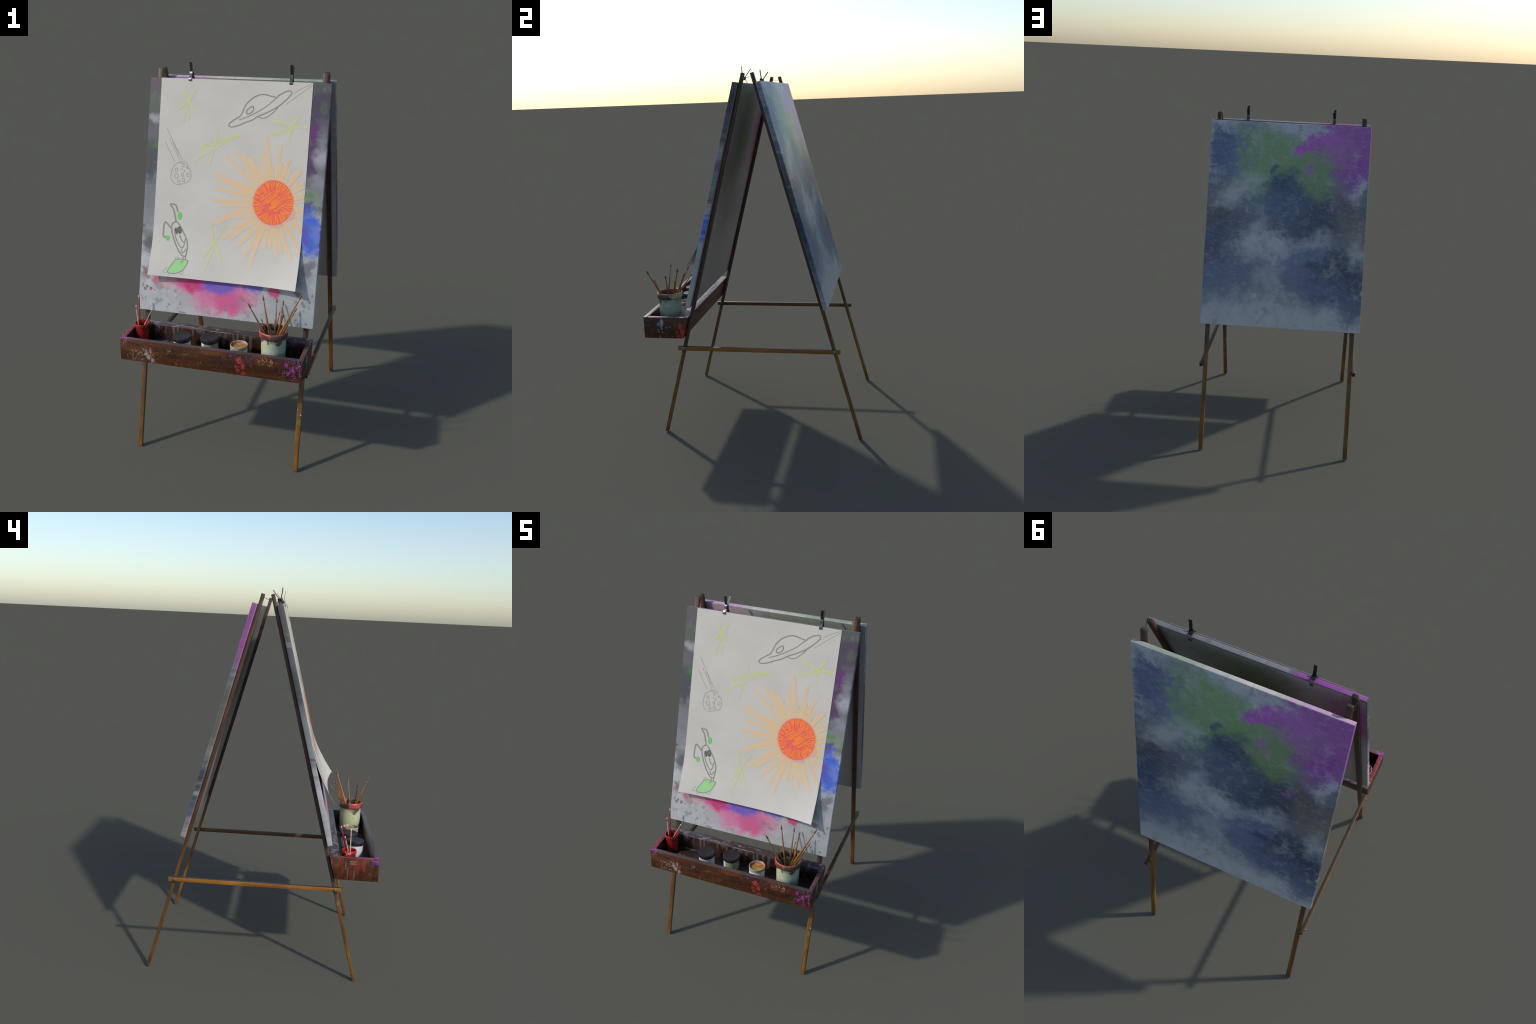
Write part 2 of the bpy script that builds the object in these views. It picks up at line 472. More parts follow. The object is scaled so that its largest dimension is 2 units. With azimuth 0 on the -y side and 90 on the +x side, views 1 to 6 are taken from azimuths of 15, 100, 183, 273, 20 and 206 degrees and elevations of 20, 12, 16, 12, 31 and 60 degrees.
# ------------------------------------------------------------------ materials: painted boards
FRONT_BLOBS = [   # cx, cz, rx, rz, soft, rotation, gain, colour as seen in sunlight
    (0, 1.75, 1.6, .50, .35, 0, .96, (66, 66, 74)),
    (-.46, 1.38, .10, .10, .5, 0, .8, (80, 85, 93)),
    (.44, 1.47, .09, .14, .6, 0, .5, (112, 112, 122)),
    (-.45, 1.28, .14, .16, .6, 0, .8, (112, 116, 124)),
    (-.445, 1.50, .06, .11, .5, 0, .9, (62, 67, 74)),
    (-.44, 1.90, .10, .09, .6, 0, .9, (76, 72, 80)),
    (-.44, 1.79, .05, .04, .6, 0, .8, (72, 84, 76)),
    (-.44, 1.723, .035, .018, 1.0, .3, .7, (150, 155, 156)),
    (-.45, 1.65, .05, .04, .6, 0, .7, (88, 88, 95)),
    (-.425, 1.585, .018, .022, 1.2, 0, .8, (56, 112, 48)),
    (-.43, 1.097, .03, .05, .6, .3, .85, (70, 73, 76)),
    (-.455, 1.14, .03, .02, .6, .6, .6, (90, 95, 98)),
    (.43, 1.80, .10, .09, .5, 0, .85, (74, 64, 84)),
    (.42, 1.905, .10, .03, .6, 0, .8, (80, 86, 82)),
    (.443, 1.80, .016, .03, .6, 0, .8, (80, 92, 78)),
    (.45, 1.725, .035, .03, .6, 0, .7, (95, 92, 102)),
    (.41, 1.67, .035, .06, .5, 0, .95, (96, 52, 108)),
    (.40, 1.58, .025, .08, .5, 0, .9, (84, 56, 92)),
    (.452, 1.60, .03, .09, .7, 0, .75, (130, 134, 144)),
    (.447, 1.56, .03, .03, 1.0, 0, .6, (168, 172, 182)),
    (.408, 1.497, .025, .03, .5, 0, .9, (78, 62, 92)),
    (.445, 1.445, .04, .04, .9, 0, .7, (146, 148, 157)),
    (.425, 1.49, .009, .012, .4, 0, .9, (74, 66, 104)),
    (.42, 1.36, .06, .05, .6, 0, .85, (128, 140, 128)),
    (.405, 1.378, .018, .02, 1.1, 0, .75, (78, 126, 72)),
    (.402, 1.315, .025, .03, .5, 0, .9, (80, 66, 104)),
    (.425, 1.20, .065, .105, .35, 0, .97, (66, 100, 206)),
    (.452, 1.20, .025, .05, .6, 0, .55, (125, 140, 205)),
    (.395, 1.19, .018, .05, .5, 0, .5, (110, 70, 150)),
    (.428, 1.035, .03, .035, .5, .3, .8, (104, 100, 114)),
    (.40, .985, .04, .05, .7, 0, .4, (125, 126, 132)),
    (-.015, .87, .18, .11, .45, 0, .85, (198, 104, 150)),
    (-.20, .915, .09, .05, .5, 0, .8, (192, 52, 118)),
    (.02, .825, .075, .055, .6, .3, .6, (196, 66, 128)),
    (-.18, .90, .05, .035, .5, 0, .8, (186, 40, 110)),
    (-.10, .915, .04, .05, .6, 0, .6, (140, 80, 160)),
    (-.02, .915, .085, .045, .5, 0, .85, (92, 84, 186)),
    (.15, .92, .055, .028, .5, 0, .85, (96, 92, 186)),
    (.262, .905, .03, .03, .4, 0, .9, (190, 60, 120)),
    (-.33, .905, .05, .035, .6, 0, .45, (190, 120, 140)),
    (-.388, .905, .018, .028, .5, .3, .8, (165, 84, 100)),
    (-.443, .915, .022, .03, .5, -.6, .7, (130, 98, 104)),
    (-.458, .945, .008, .03, .5, -.5, .7, (120, 78, 88)),
    (-.365, .875, .022, .02, .5, 0, .6, (130, 122, 118)),
    (-.464, 1.184, .010, .013, .5, .6, .9, (96, 62, 72)),
]
FRONT_SPOTS = [  # cx, cz, rx, rz, colour: single drops of paint low on the board
    (-.408, .857, .010, .009, (122, 70, 84)), (-.440, .854, .008, .008, (104, 88, 94)), (-.430, .866, .007, .008, (112, 84, 92)),
    (-.385, .850, .005, .005, (180, 90, 110)), (-.452, .872, .006, .010, (130, 110, 114)), (-.375, .805, .015, .007, (132, 146, 134)),
    (-.362, .798, .016, .008, (128, 140, 130)), (-.345, .806, .008, .010, (138, 138, 118)), (-.435, .806, .004, .011, (132, 128, 132)),
    (-.452, .800, .004, .007, (128, 128, 132)), (-.30, .785, .005, .005, (118, 116, 120)), (-.31, .772, .004, .004, (125, 122, 125)),
    (-.24, .795, .004, .010, (160, 120, 135)), (-.225, .752, .022, .005, (138, 116, 124)), (-.27, .858, .009, .011, (150, 128, 134)),
    (.388, .905, .014, .012, (112, 92, 98)), (.372, .912, .012, .010, (118, 104, 108)), (.411, .865, .007, .009, (122, 116, 122)),
    (.418, .853, .008, .009, (128, 122, 128)), (.447, .873, .008, .008, (110, 106, 116)), (.381, .779, .005, .005, (110, 108, 114)),
    (.435, .765, .006, .006, (112, 110, 116)), (.403, .813, .005, .007, (140, 138, 142)), (.420, .826, .005, .007, (134, 132, 138)),
    (.375, .868, .008, .009, (140, 134, 138)), (.445, .845, .004, .005, (134, 130, 136)), (.458, .905, .006, .008, (118, 116, 124))]

REAR_BLOBS = [   # cx, cz, rx, rz, soft, rotation, gain, colour as seen in open shade
    (0, 1.27, 1.3, .40, .30, 0, .93, (48, 62, 81)),
    (-.46, 1.32, .10, .18, .5, 0, .8, (56, 62, 68)),
    (.38, 1.76, .14, .12, .4, .4, .95, (42, 57, 86)),
    (.29, 1.65, .12, .09, .6, 0, .75, (50, 66, 92)),
    (.08, 1.70, .20, .16, .35, -.4, .95, (61, 89, 69)),
    (.04, 1.77, .14, .08, .5, 0, .7, (64, 92, 70)),
    (.17, 1.55, .13, .12, .4, .2, .9, (64, 92, 74)),
    (-.05, 1.68, .15, .08, .4, .3, .95, (60, 90, 62)),
    (.24, 1.86, .06, .05, .6, 0, .6, (60, 82, 76)),
    (-.13, 1.69, .13, .10, .5, .3, .85, (62, 90, 66)),
    (.40, 1.40, .14, .13, .5, .3, .95, (43, 48, 57)),
    (-.01, 1.55, .12, .10, .5, .3, .95, (33, 50, 72)),
    (-.10, 1.47, .17, .10, .5, -.5, .95, (31, 47, 69)),
    (-.17, 1.37, .20, .11, .5, .3, .93, (31, 45, 65)),
    (-.05, 1.33, .14, .08, .6, -.2, .8, (36, 50, 70)),
    (.06, 1.43, .18, .09, .6, 0, .75, (44, 60, 84)),
    (.095, 1.66, .024, .028, .5, 0, .9, (40, 62, 80)),
    (-.36, 1.79, .18, .20, .25, .1, .97, (78, 46, 104)),
    (-.26, 1.75, .11, .08, .5, .5, .6, (84, 68, 104)),
    (-.24, 1.85, .09, .06, .6, 0, .85, (86, 56, 114)),
    (-.115, 1.79, .08, .04, .4, .4, .95, (90, 46, 118)),
    (-.17, 1.64, .12, .08, .5, .5, .75, (60, 86, 64)),
    (-.20, 1.58, .12, .10, .5, -.4, .8, (60, 84, 60)),
    (-.40, 1.63, .07, .06, .5, 0, .95, (75, 38, 107)),
    (-.135, 1.66, .045, .035, .5, 0, .7, (80, 64, 108)),
    (-.35, 1.55, .07, .07, .6, 0, .7, (68, 55, 94)),
    (-.245, 1.445, .026, .03, .5, 0, .8, (74, 54, 102)),
    (.31, 1.53, .04, .028, .6, 0, .75, (58, 76, 60)),
    (-.36, 1.42, .09, .08, .6, 0, .9, (49, 52, 58)),
    (-.40, 1.30, .10, .12, .6, 0, .75, (60, 66, 70)),
    (.42, 1.17, .11, .17, .45, 0, .95, (30, 45, 73)),
    (.34, 1.03, .17, .14, .5, .4, .9, (48, 62, 90)),
    (.30, 1.22, .08, .10, .7, 0, .6, (44, 56, 74)),
    (.09, 1.10, .08, .07, .6, 0, .85, (44, 60, 86)),
    (.20, .985, .09, .06, .7, 0, .5, (64, 78, 96)),
    (-.12, 1.12, .15, .13, .5, 0, .85, (50, 66, 96)),
    (-.33, 1.04, .19, .16, .4, .2, .97, (29, 41, 64)),
    (-.22, .98, .14, .10, .6, 0, .75, (45, 61, 91)),
    (-.40, .90, .10, .09, .5, 0, .85, (40, 54, 84)),
    (.17, 1.22, .115, .07, .9, .5, .75, (96, 110, 124)),
    (.30, 1.50, .12, .065, .9, .5, .7, (96, 110, 124)),
    (.02, 1.22, .075, .06, .9, .4, .75, (94, 108, 122)),
    (-.17, 1.25, .085, .035, .9, .3, .6, (94, 108, 122)),
    (-.43, 1.56, .03, .06, .7, 0, .8, (94, 104, 122)),
    (-.43, 1.18, .06, .07, .7, 0, .7, (86, 100, 112)),
    (.08, 1.03, .07, .12, .7, .2, .5, (92, 106, 122)),
    (.08, .815, .34, .08, .9, 0, .65, (94, 107, 122)),
    (.36, .82, .14, .07, .8, 0, .5, (90, 103, 118)),
]


def canvas(name, base, blobs, shade, spots=(), warps=((5, .2), (17, .11), (60, .04)), rough=0.62, haze=.20, torn=3.3, soft=1.1, murk=.5, dim=1.0, spec=.32):
    """gestural paint: soft-edged patches torn by dry-brush noise over a ground coat"""
    m = Mat(name, rough, spec)
    sep = m.n("ShaderNodeSeparateXYZ")
    m.t.links.new(m.coord, sep.inputs[0])
    flat = m.n("ShaderNodeCombineXYZ")
    m.t.links.new(sep.outputs[0], flat.inputs[0])
    m.t.links.new(sep.outputs[2], flat.inputs[2])
    v = flat.outputs[0]
    w = m.warp(v, warps)
    turn = m.n("ShaderNodeMapping")
    m.put(turn.inputs["Vector"], m.warp(v, ((6, .12),)))
    turn.inputs["Rotation"].default_value = (0, .6, 0)
    turn.inputs["Scale"].default_value = (13, 1, 34)
    streak = m.noise(turn.outputs[0], 1.0, 5, .65)
    cloud = m.noise(m.warp(v, ((11, .06), (45, .02))), 13, 7, .72)
    tear = m.math('ADD', m.math('MULTIPLY', cloud, .65), m.math('MULTIPLY', streak, .35))
    tear = m.math('MULTIPLY', m.math('SUBTRACT', tear, .5), torn)
    b = shade(*base)
    col = m.ramp(m.noise(w, 14, 4, 0.6), [(.3, tuple(q * .84 for q in b)), (.7, tuple(min(1, q * 1.1) for q in b))])
    for i, (cx, cz, rx, rz, sf, rot, gain, c) in enumerate(blobs):
        k = tear if i % 2 else m.math('MULTIPLY', tear, -1.0)
        col = m.mix(m.blob(w, cx, cz, rx, rz, sf * soft, rot, gain, ragged=k), col, shade(*c))
    # ground colour dragged dry through the paint, and dark smudges rubbed over it
    cl = m.noise(m.warp(v, ((9, .10), (40, .04))), 9, 7, 0.72)
    col = m.mix(m.step(cl, .52, .66, 0, haze), col, tuple(min(1, q * 1.05) for q in b))
    dk = m.noise(m.warp(v, ((12, .08),)), 15, 6, 0.72)
    col = m.mix(m.step(dk, .52, .68, 0, murk), col, tuple(q * .42 for q in b))
    if spots:
        s = m.warp(v, ((70, .016),))
        for cx, cz, rx, rz, c in spots:
            col = m.mix(m.blob(s, cx, cz, rx, rz, .35, 0, .8), col, shade(*c))
        sp = m.math('MULTIPLY', m.drops(s, 34, .30, 4.4, .22), m.step(sep.outputs[2], .98, .90))
        col = m.mix(m.math('MULTIPLY', sp, .45), col, shade(120, 100, 108))
    wisp = m.noise(m.warp(turn.outputs[0], ((2.5, .9),)), 1.6, 6, .7)
    col = m.mix(m.step(wisp, .50, .70, 0, haze), col, tuple(min(1, q * 1.05) for q in b))
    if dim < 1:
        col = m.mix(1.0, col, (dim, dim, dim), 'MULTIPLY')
    weave = m.noise(v, 260, 2)
    m.bump(m.math('ADD', m.math('MULTIPLY', weave, .5), m.noise(w, 35, 4)), .12, .0015)
    return m.out(col)


front_paint = canvas("storm_painted_front", (166, 171, 177), FRONT_BLOBS, sunny, FRONT_SPOTS, warps=((7, .08), (24, .05), (80, .02)), haze=.0, torn=2.6, soft=.9, murk=.6)
rear_paint = canvas("sky_painted_back", (90, 103, 117), REAR_BLOBS, shady, rough=.37, spec=.5, haze=.30)
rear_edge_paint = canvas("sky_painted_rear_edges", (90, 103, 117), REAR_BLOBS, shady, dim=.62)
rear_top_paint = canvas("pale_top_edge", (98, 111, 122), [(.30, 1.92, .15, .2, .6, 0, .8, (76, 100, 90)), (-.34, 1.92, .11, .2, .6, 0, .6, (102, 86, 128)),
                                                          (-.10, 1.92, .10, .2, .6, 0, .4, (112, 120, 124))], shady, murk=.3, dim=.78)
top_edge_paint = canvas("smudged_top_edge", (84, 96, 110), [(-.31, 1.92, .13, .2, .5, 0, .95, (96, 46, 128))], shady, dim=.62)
INNER_BLOBS = [
    (.02, 1.66, .17, .30, .7, 0, .8, (52, 68, 50)), (.30, 1.88, .20, .10, .6, 0, .5, (58, 72, 62)),
    (-.42, 1.64, .12, .20, .5, 0, .88, (74, 42, 82)), (-.30, 1.90, .14, .06, .6, 0, .5, (88, 82, 96)), (0, 1.02, 1.2, .34, .8, 0, .85, (86, 94, 104)),
    (.22, 1.42, .2, .12, .7, 0, .35, (56, 70, 64)), (-.1, 1.2, .3, .12, .7, 0, .4, (58, 68, 80))]
inner_paint = canvas("stained_inner_side", (74, 83, 94), INNER_BLOBS, shady, warps=((5, .12), (18, .05)), haze=.15, torn=1.0, soft=1.0, murk=.2)

# ------------------------------------------------------------------ materials: the rest
steel = plain("worn_steel", (.22, .225, .24), .38, .5, .9, .1)
clip_black = plain("black_rubber", (.012, .012, .014), .45, .4)
clip_metal = plain("gunmetal", (.11, .113, .125), .36, .5, .95, .1)
ferrule_mat = plain("dull_ferrule", (.30, .27, .22), .45, .5, .4, .1)
cord_mat = plain("black_cord", (.02, .018, .016), .8)
lid_mat = plain("black_plastic_lid", (.016, .016, .018), .5, .4, 0, .15, 30)
white_jar = plain("white_jar", (.72, .72, .70), .35, .5, 0, .05, 20)
brush_brown = plain("varnished_handle", (.24, .088, .012), .35, .5, 0, .15, 40)
brush_olive = plain("olive_handle", (.165, .098, .03), .35, .5, 0, .15, 40)
bristle_mat = plain("tan_bristle", (.20, .085, .04), .7, .2, 0, .3, 200)
pencil_red = plain("red_lacquer", (.38, .006, .008), .35)
pencil_bare = plain("bare_wood", (.52, .33, .18), .6)
eraser_mat = plain("pink_eraser", (.72, .22, .45), .7)
match_tip = plain("pale_yellow_tip", (.62, .60, .22), .6)


def jar_label():
    """white jar with a green paint label round part of it"""
    m = Mat("labelled_jar", .35)
    g = m.n("ShaderNodeSeparateXYZ")
    m.t.links.new(m.coord, g.inputs[0])
    ang = m.math('ARCTAN2', g.outputs[1], g.outputs[0])
    lab = m.math('MULTIPLY', m.step(ang, -2.07, -2.05), m.step(ang, 1.2, 1.15))
    col = m.mix(lab, (.78, .78, .78), (.29, .32, .20))
    return m.out(m.mix(m.step(m.noise(m.coord, 40, 4), .55, .7, 0, .3), col, (.3, .3, .24)))


def pot_glaze():
    m = Mat("grimy_celadon_glaze", .3)
    v = m.warp(m.coord, [(30, .02), (90, .008)])
    s = m.n("ShaderNodeSeparateXYZ")
    m.t.links.new(m.coord, s.inputs[0])
    hue = m.step(s.outputs[0], -.06, .06)
    col = m.mix(hue, (.48, .50, .30), (.30, .38, .28))
    wash = m.noise(m.coord, 22, 3)
    col = m.mix(m.step(wash, .5, .68, 0, .7), col, (.46, .48, .46))
    # brown grime hanging below the lip at the front and left
    low = m.math('ADD', m.step(s.outputs[2], .08, .150, -.35, .12), m.noise(v, 26, 4))
    face = m.step(s.outputs[1], .015, -.03, .30, .92)
    col = m.mix(m.math('MULTIPLY', m.step(low, .49, .63), face), col, (.055, .044, .022))
    d = m.drops(v, 60, .35, 5.0, .4, (1, 1, .8))
    d = m.math('MULTIPLY', d, m.math('MULTIPLY', m.step(s.outputs[2], .11, .075), m.step(m.noise(m.coord, 17, 2), .48, .55)))
    col = m.mix(m.math('MULTIPLY', d, .75), col, (.09, .085, .05))
    return m.out(col)


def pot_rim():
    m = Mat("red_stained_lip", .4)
    n = m.noise(m.coord, 24, 4, .6)
    s = m.n("ShaderNodeSeparateXYZ")
    m.t.links.new(m.coord, s.inputs[0])
    wob = m.math('MULTIPLY', m.math('SUBTRACT', n, .5), .17)
    red = m.step(m.math('ADD', m.vmath('DOT_PRODUCT', m.coord, (-.90, -.44, 0)), wob), .034, .056)
    rear = m.step(m.math('ADD', m.vmath('DOT_PRODUCT', m.coord, (.62, .78, 0)), wob), .040, .062)
    level = m.step(s.outputs[2], .176, .183)
    col = m.ramp(n, [(.38, (.040, .032, .022)), (.56, (.085, .062, .040)), (.70, (.20, .075, .05))])
    col = m.mix(rear, col, (.29, .30, .19))
    col = m.mix(red, col, m.ramp(n, [(.38, (.25, .034, .03)), (.66, (.42, .07, .06))]))
    col = m.mix(m.math('MULTIPLY', level, m.step(m.noise(m.coord, 30, 3), .44, .54, .1, .85)), col, (.42, .075, .06))
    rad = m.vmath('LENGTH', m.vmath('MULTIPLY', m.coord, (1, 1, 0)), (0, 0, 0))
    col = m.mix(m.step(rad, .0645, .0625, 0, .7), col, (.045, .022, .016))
    pale = m.noise(m.coord, 38, 2)
    return m.out(m.mix(m.step(pale, .60, .70, 0, .3), col, (.34, .36, .24)))


def red_can():
    m = Mat("chipped_red_enamel", .38)
    v = m.warp(m.coord, [(60, .01)])
    s = m.n("ShaderNodeSeparateXYZ")
    m.t.links.new(m.coord, s.inputs[0])
    col = m.ramp(m.noise(m.coord, 16, 3), [(.35, (.30, .010, .012)), (.65, (.48, .018, .018))])
    collar = m.step(m.math('ADD', m.noise(v, 30, 4), m.math('MULTIPLY', m.math('MULTIPLY', m.step(s.outputs[2], .055, .090), m.step(s.outputs[2], .0955, .0925)), .16)), .60, .66)
    col = m.mix(m.math('MULTIPLY', collar, .85), col, (.035, .016, .012))
    lo = m.step(m.math('ADD', m.noise(m.coord, 19, 4), m.step(s.outputs[2], .06, .0, 0, .12)), .62, .7)
    col = m.mix(m.math('MULTIPLY', lo, .7), col, (.05, .02, .014))
    spat = m.math('MULTIPLY', m.drops(v, 95, .6, 3, .5, (1, 1, .7)), m.step(m.vmath('DOT_PRODUCT', m.coord, (-.6, .8, 0)), .012, .024))
    col = m.mix(spat, col, (.55, .44, .44))
    return m.out(col)


def paint_pool():
    m = Mat("swirled_paint", .3)
    v = m.warp(m.coord, [(30, .02)])
    w = m.noise(m.scaled(v, (7, 36, 1)), 1, 1, .4)
    return m.out(m.ramp(w, [(.24, (.04, .05, .20)), (.32, (.50, .36, .03)), (.38, (.06, .24, .07)), (.44, (.48, .02, .02)), (.50, (.50, .34, .03)),
                            (.56, (.42, .02, .03)), (.62, (.06, .22, .07)), (.70, (.50, .34, .03)), (.78, (.42, .02, .03))]))


PAPER = (.545, .520, .468)


def paper_sheet():
    m = Mat("drawing_paper", .75, .25)
    f = m.noise(m.coord, 7, 3)
    col = m.ramp(f, [(.35, tuple(c * .965 for c in PAPER)), (.65, tuple(c * 1.03 for c in PAPER))])
    m.bump(m.noise(m.coord, 180, 3), .08, .001)
    return m.out(col)


def crayon(name, colour, cover=.8, grainy=.5, under=PAPER):
    """waxy mark that lets the paper show through its grain"""
    m = Mat(name, .7, .25)
    g = m.noise(m.coord, 130, 4, .7)
    f = m.step(g, .30, .62, cover * (1 - grainy), cover)
    return m.out(m.mix(f, under, colour))


# ------------------------------------------------------------------ the easel
easel = thing("painting_easel", "double-sided wooden easel with two paint-stained boards and a tray", "painting easel")

# legs: one shared bar, laid against each slope
LEG_W, LEG_T, LEG_L = .0255, .018, 2.0274
leg_me = box("leg", -LEG_W / 2, LEG_W / 2, -LEG_T / 2, LEG_T / 2, 0, LEG_L, .0028, 3)
leg_me.materials.append(wood_leg)
for sx in (-1, 1):
    for sy in (-1, 1):
        o = obj("leg", leg_me, easel, (sx * .4325, MID_Y + sy * .5475, .0024))
        o.rotation_euler = (sy * TILT, 0, 0)
        if sy < 0:
            slot = o.material_slots[0]
            slot.link = 'OBJECT'
            slot.material = wood_right_leg if sx > 0 else wood_front_leg

# side braces with their bolts
brace_me = box("brace", -.0089, .0089, -.445, .445, -.01125, .01125, .0015, 2)
brace_me.materials.append(wood_brace)
bolt_me = lathe("bolt", [(0, 0), (.0085, 0), (.0085, .0015), (.0062, .0022), (.0062, .0040), (.0048, .0066), (.0022, .0077), (0, .0079)], 20)
bolt_me.materials.append(steel)
for sx in (-1, 1):
    b = obj("brace", brace_me, easel, (sx * .4542, MID_Y, .5055))
    for yb in (-.4125, .4135):
        o = obj("bolt", bolt_me, b, (sx * .009, yb, 0))
        o.rotation_euler = (0, sx * math.pi / 2, 0)


# boards: slabs leaning on the outside of each leg frame, vertices in world coordinates
def board(name, sy, outer, inner, edge):
    T, L, W = .0255, 1.2165, .9475
    bm = bmesh.new()
    y0, z0 = MID_Y + sy * .0715, 1.919          # outer top edge
    down = Vector((0, sy * SIN, -COS))
    inn = Vector((0, -sy * COS, -SIN))
    top = Vector((0, y0, z0))
    pts = [top, top + down * L, top + down * L + inn * T, top + inn * T]
    vs = [[bm.verts.new((x, p.y, p.z)) for p in pts] for x in (-W / 2, W / 2)]
    faces = [bm.faces.new(vs[0]), bm.faces.new(vs[1][::-1])]
    for i in range(4):
        j = (i + 1) % 4
        faces.append(bm.faces.new((vs[0][i], vs[0][j], vs[1][j], vs[1][i])))
    for i, f in enumerate(faces):
        f.material_index = {2: 0, 4: 1, 5: 2}.get(i, 3)   # front, back, top edge, other edges
    bmesh.ops.bevel(bm, geom=list(bm.edges), offset=.003, segments=3, profile=.5, affect='EDGES')
    me = finish(bm, name, 45)
    return obj(name, me, easel, (0, 0, 0), [outer, inner, *edge])


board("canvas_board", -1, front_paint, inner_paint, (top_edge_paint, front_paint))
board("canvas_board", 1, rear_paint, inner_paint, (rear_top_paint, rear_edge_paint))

# cord from front leg to rear leg at the top, both sides
for sx in (-1, 1):
    x = sx * .4465
    pts = [(x, .012, 1.938), (x + sx * .002, .013, 1.943), (x + sx * .002, .020, 1.9415), (x, .029, 1.938), (x - sx * .002, .037, 1.9345),
           (x, .044, 1.938), (x + sx * .002, .051, 1.942), (x + sx * .002, .062, 1.943), (x, .063, 1.938)]
    obj("cord", tube("cord", pts, .0011, 8), easel, (0, 0, 0), [cord_mat])
    for y in (.0125, .0625):
        obj("staple", tube("staple", [(sx * .4435, y, 1.941), (sx * .4495, y, 1.941)], .0022, 10), easel, (0, 0, 0), [steel])

# tray: five planks butted into an open trough; the back plank follows the leg slope
tray = thing("tray", "", "")
del tray["label"], tray["category"]
tray.parent = easel
ZB, ZT = .567, .686
YF, YFI = -.5895, -.564
XO, XI = .4735, .451


def leg_front_y(z):
    return MID_Y - .5475 - LEG_T / 2 / COS + z * SLOPE


def back(z):
    return leg_front_y(z) - .0015


obj("tray_plank", box("tray_plank", -XO, XO, YF, YFI, ZB, ZT, .0015), tray, (0, 0, 0), [wood_tray])
yi = -.393
obj("tray_plank", hexa("tray_plank", [(-XO, yi, ZB), (XO, yi, ZB), (XO, back(ZB), ZB), (-XO, back(ZB), ZB),
                                      (-XO, yi, ZT), (XO, yi, ZT), (XO, back(ZT), ZT), (-XO, back(ZT), ZT)], .0015), tray, (0, 0, 0), [wood_tray])
for sx in (-1, 1):
    a, b = sorted((sx * XI, sx * XO))
    obj("tray_plank", box("tray_plank", a, b, YFI, yi, ZB, ZT, .0012), tray, (0, 0, 0), [wood_tray])
obj("tray_floor", box("tray_floor", -XI, XI, YFI, yi, ZB + .001, ZB + .034, .0005), tray, (0, 0, 0), [wood_tray])
FLOOR = ZB + .034


# ------------------------------------------------------------------ drawing paper
def board_y(z):
    return -.034 - (1.919 - z) * SLOPE


def lift(x, z):
    """how far the sheet stands off the board: nothing above, curling at the two lower corners"""
    k = max(0.0, (1.205 - z) / .262)
    u = (x + .015) / .396
    return .026 * k ** 1.9 + .026 * max(0, -u) ** 2.5 * k ** 2.1 + .040 * max(0, u) ** 2.5 * k ** 1.7


PX0, PX1, PZ0, PZ1 = -.4115, .381, .9455, 1.9185


def bottom_z(x):
    u = (x + .015) / .396
    return PZ0 - .008 * (1 - u * u)


def sheet_point(x, z, proud=0.0):
    d = .0022 + lift(x, z) + proud
    return Vector((x, board_y(z) - d / COS, z))


paper = thing("drawing_paper", "large sheet with crayon drawing, its lower corners curling forward", "drawing paper")
bm = bmesh.new()
NX, NZ, TH = 48, 90, .0009
grid = {}
for side, off in ((0, 0.0), (1, -TH)):
    for i in range(NX + 1):
        for j in range(NZ + 1):
            x = PX0 + (PX1 - PX0) * i / NX
            zb = bottom_z(x)
            z = PZ1 + (zb - PZ1) * j / NZ
            grid[side, i, j] = bm.verts.new(sheet_point(x, z, off))
for side in (0, 1):
    for i in range(NX):
        for j in range(NZ):
            bm.faces.new([grid[side, a, b] for a, b in ((i, j), (i + 1, j), (i + 1, j + 1), (i, j + 1))])
rim = [(i, 0) for i in range(NX)] + [(NX, j) for j in range(NZ)] + [(i, NZ) for i in range(NX, 0, -1)] + [(0, j) for j in range(NZ, 0, -1)]
for a, b in zip(rim, rim[1:] + rim[:1]):
    bm.faces.new([grid[0, *a], grid[0, *b], grid[1, *b], grid[1, *a]])
obj("sheet", finish(bm, "sheet", 40), paper, (0, 0, 0), [paper_sheet()])


def spline(p, per=5):
    """Catmull-Rom through 2-D points"""
    if len(p) < 3:
        n = 8
        return [(p[0][0] + (p[1][0] - p[0][0]) * i / n, p[0][1] + (p[1][1] - p[0][1]) * i / n) for i in range(n + 1)]
    closed = p[0] == p[-1]
    out = []
    for i in range(len(p) - 1):
        p1, p2 = p[i], p[i + 1]
        p0 = p[i - 1] if i else (p[-2] if closed else p1)
        p3 = p[i + 2] if i + 2 < len(p) else (p[1] if closed else p2)
        for k in range(per):
            t = k / per
            out.append(tuple(.5 * (2 * b + (c - a) * t + (2 * a - 5 * b + 4 * c - d) * t * t + (3 * b - a - 3 * c + d) * t ** 3)
                             for a, b, c, d in zip(p0, p1, p2, p3)))
    out.append(p[-1])
    return out


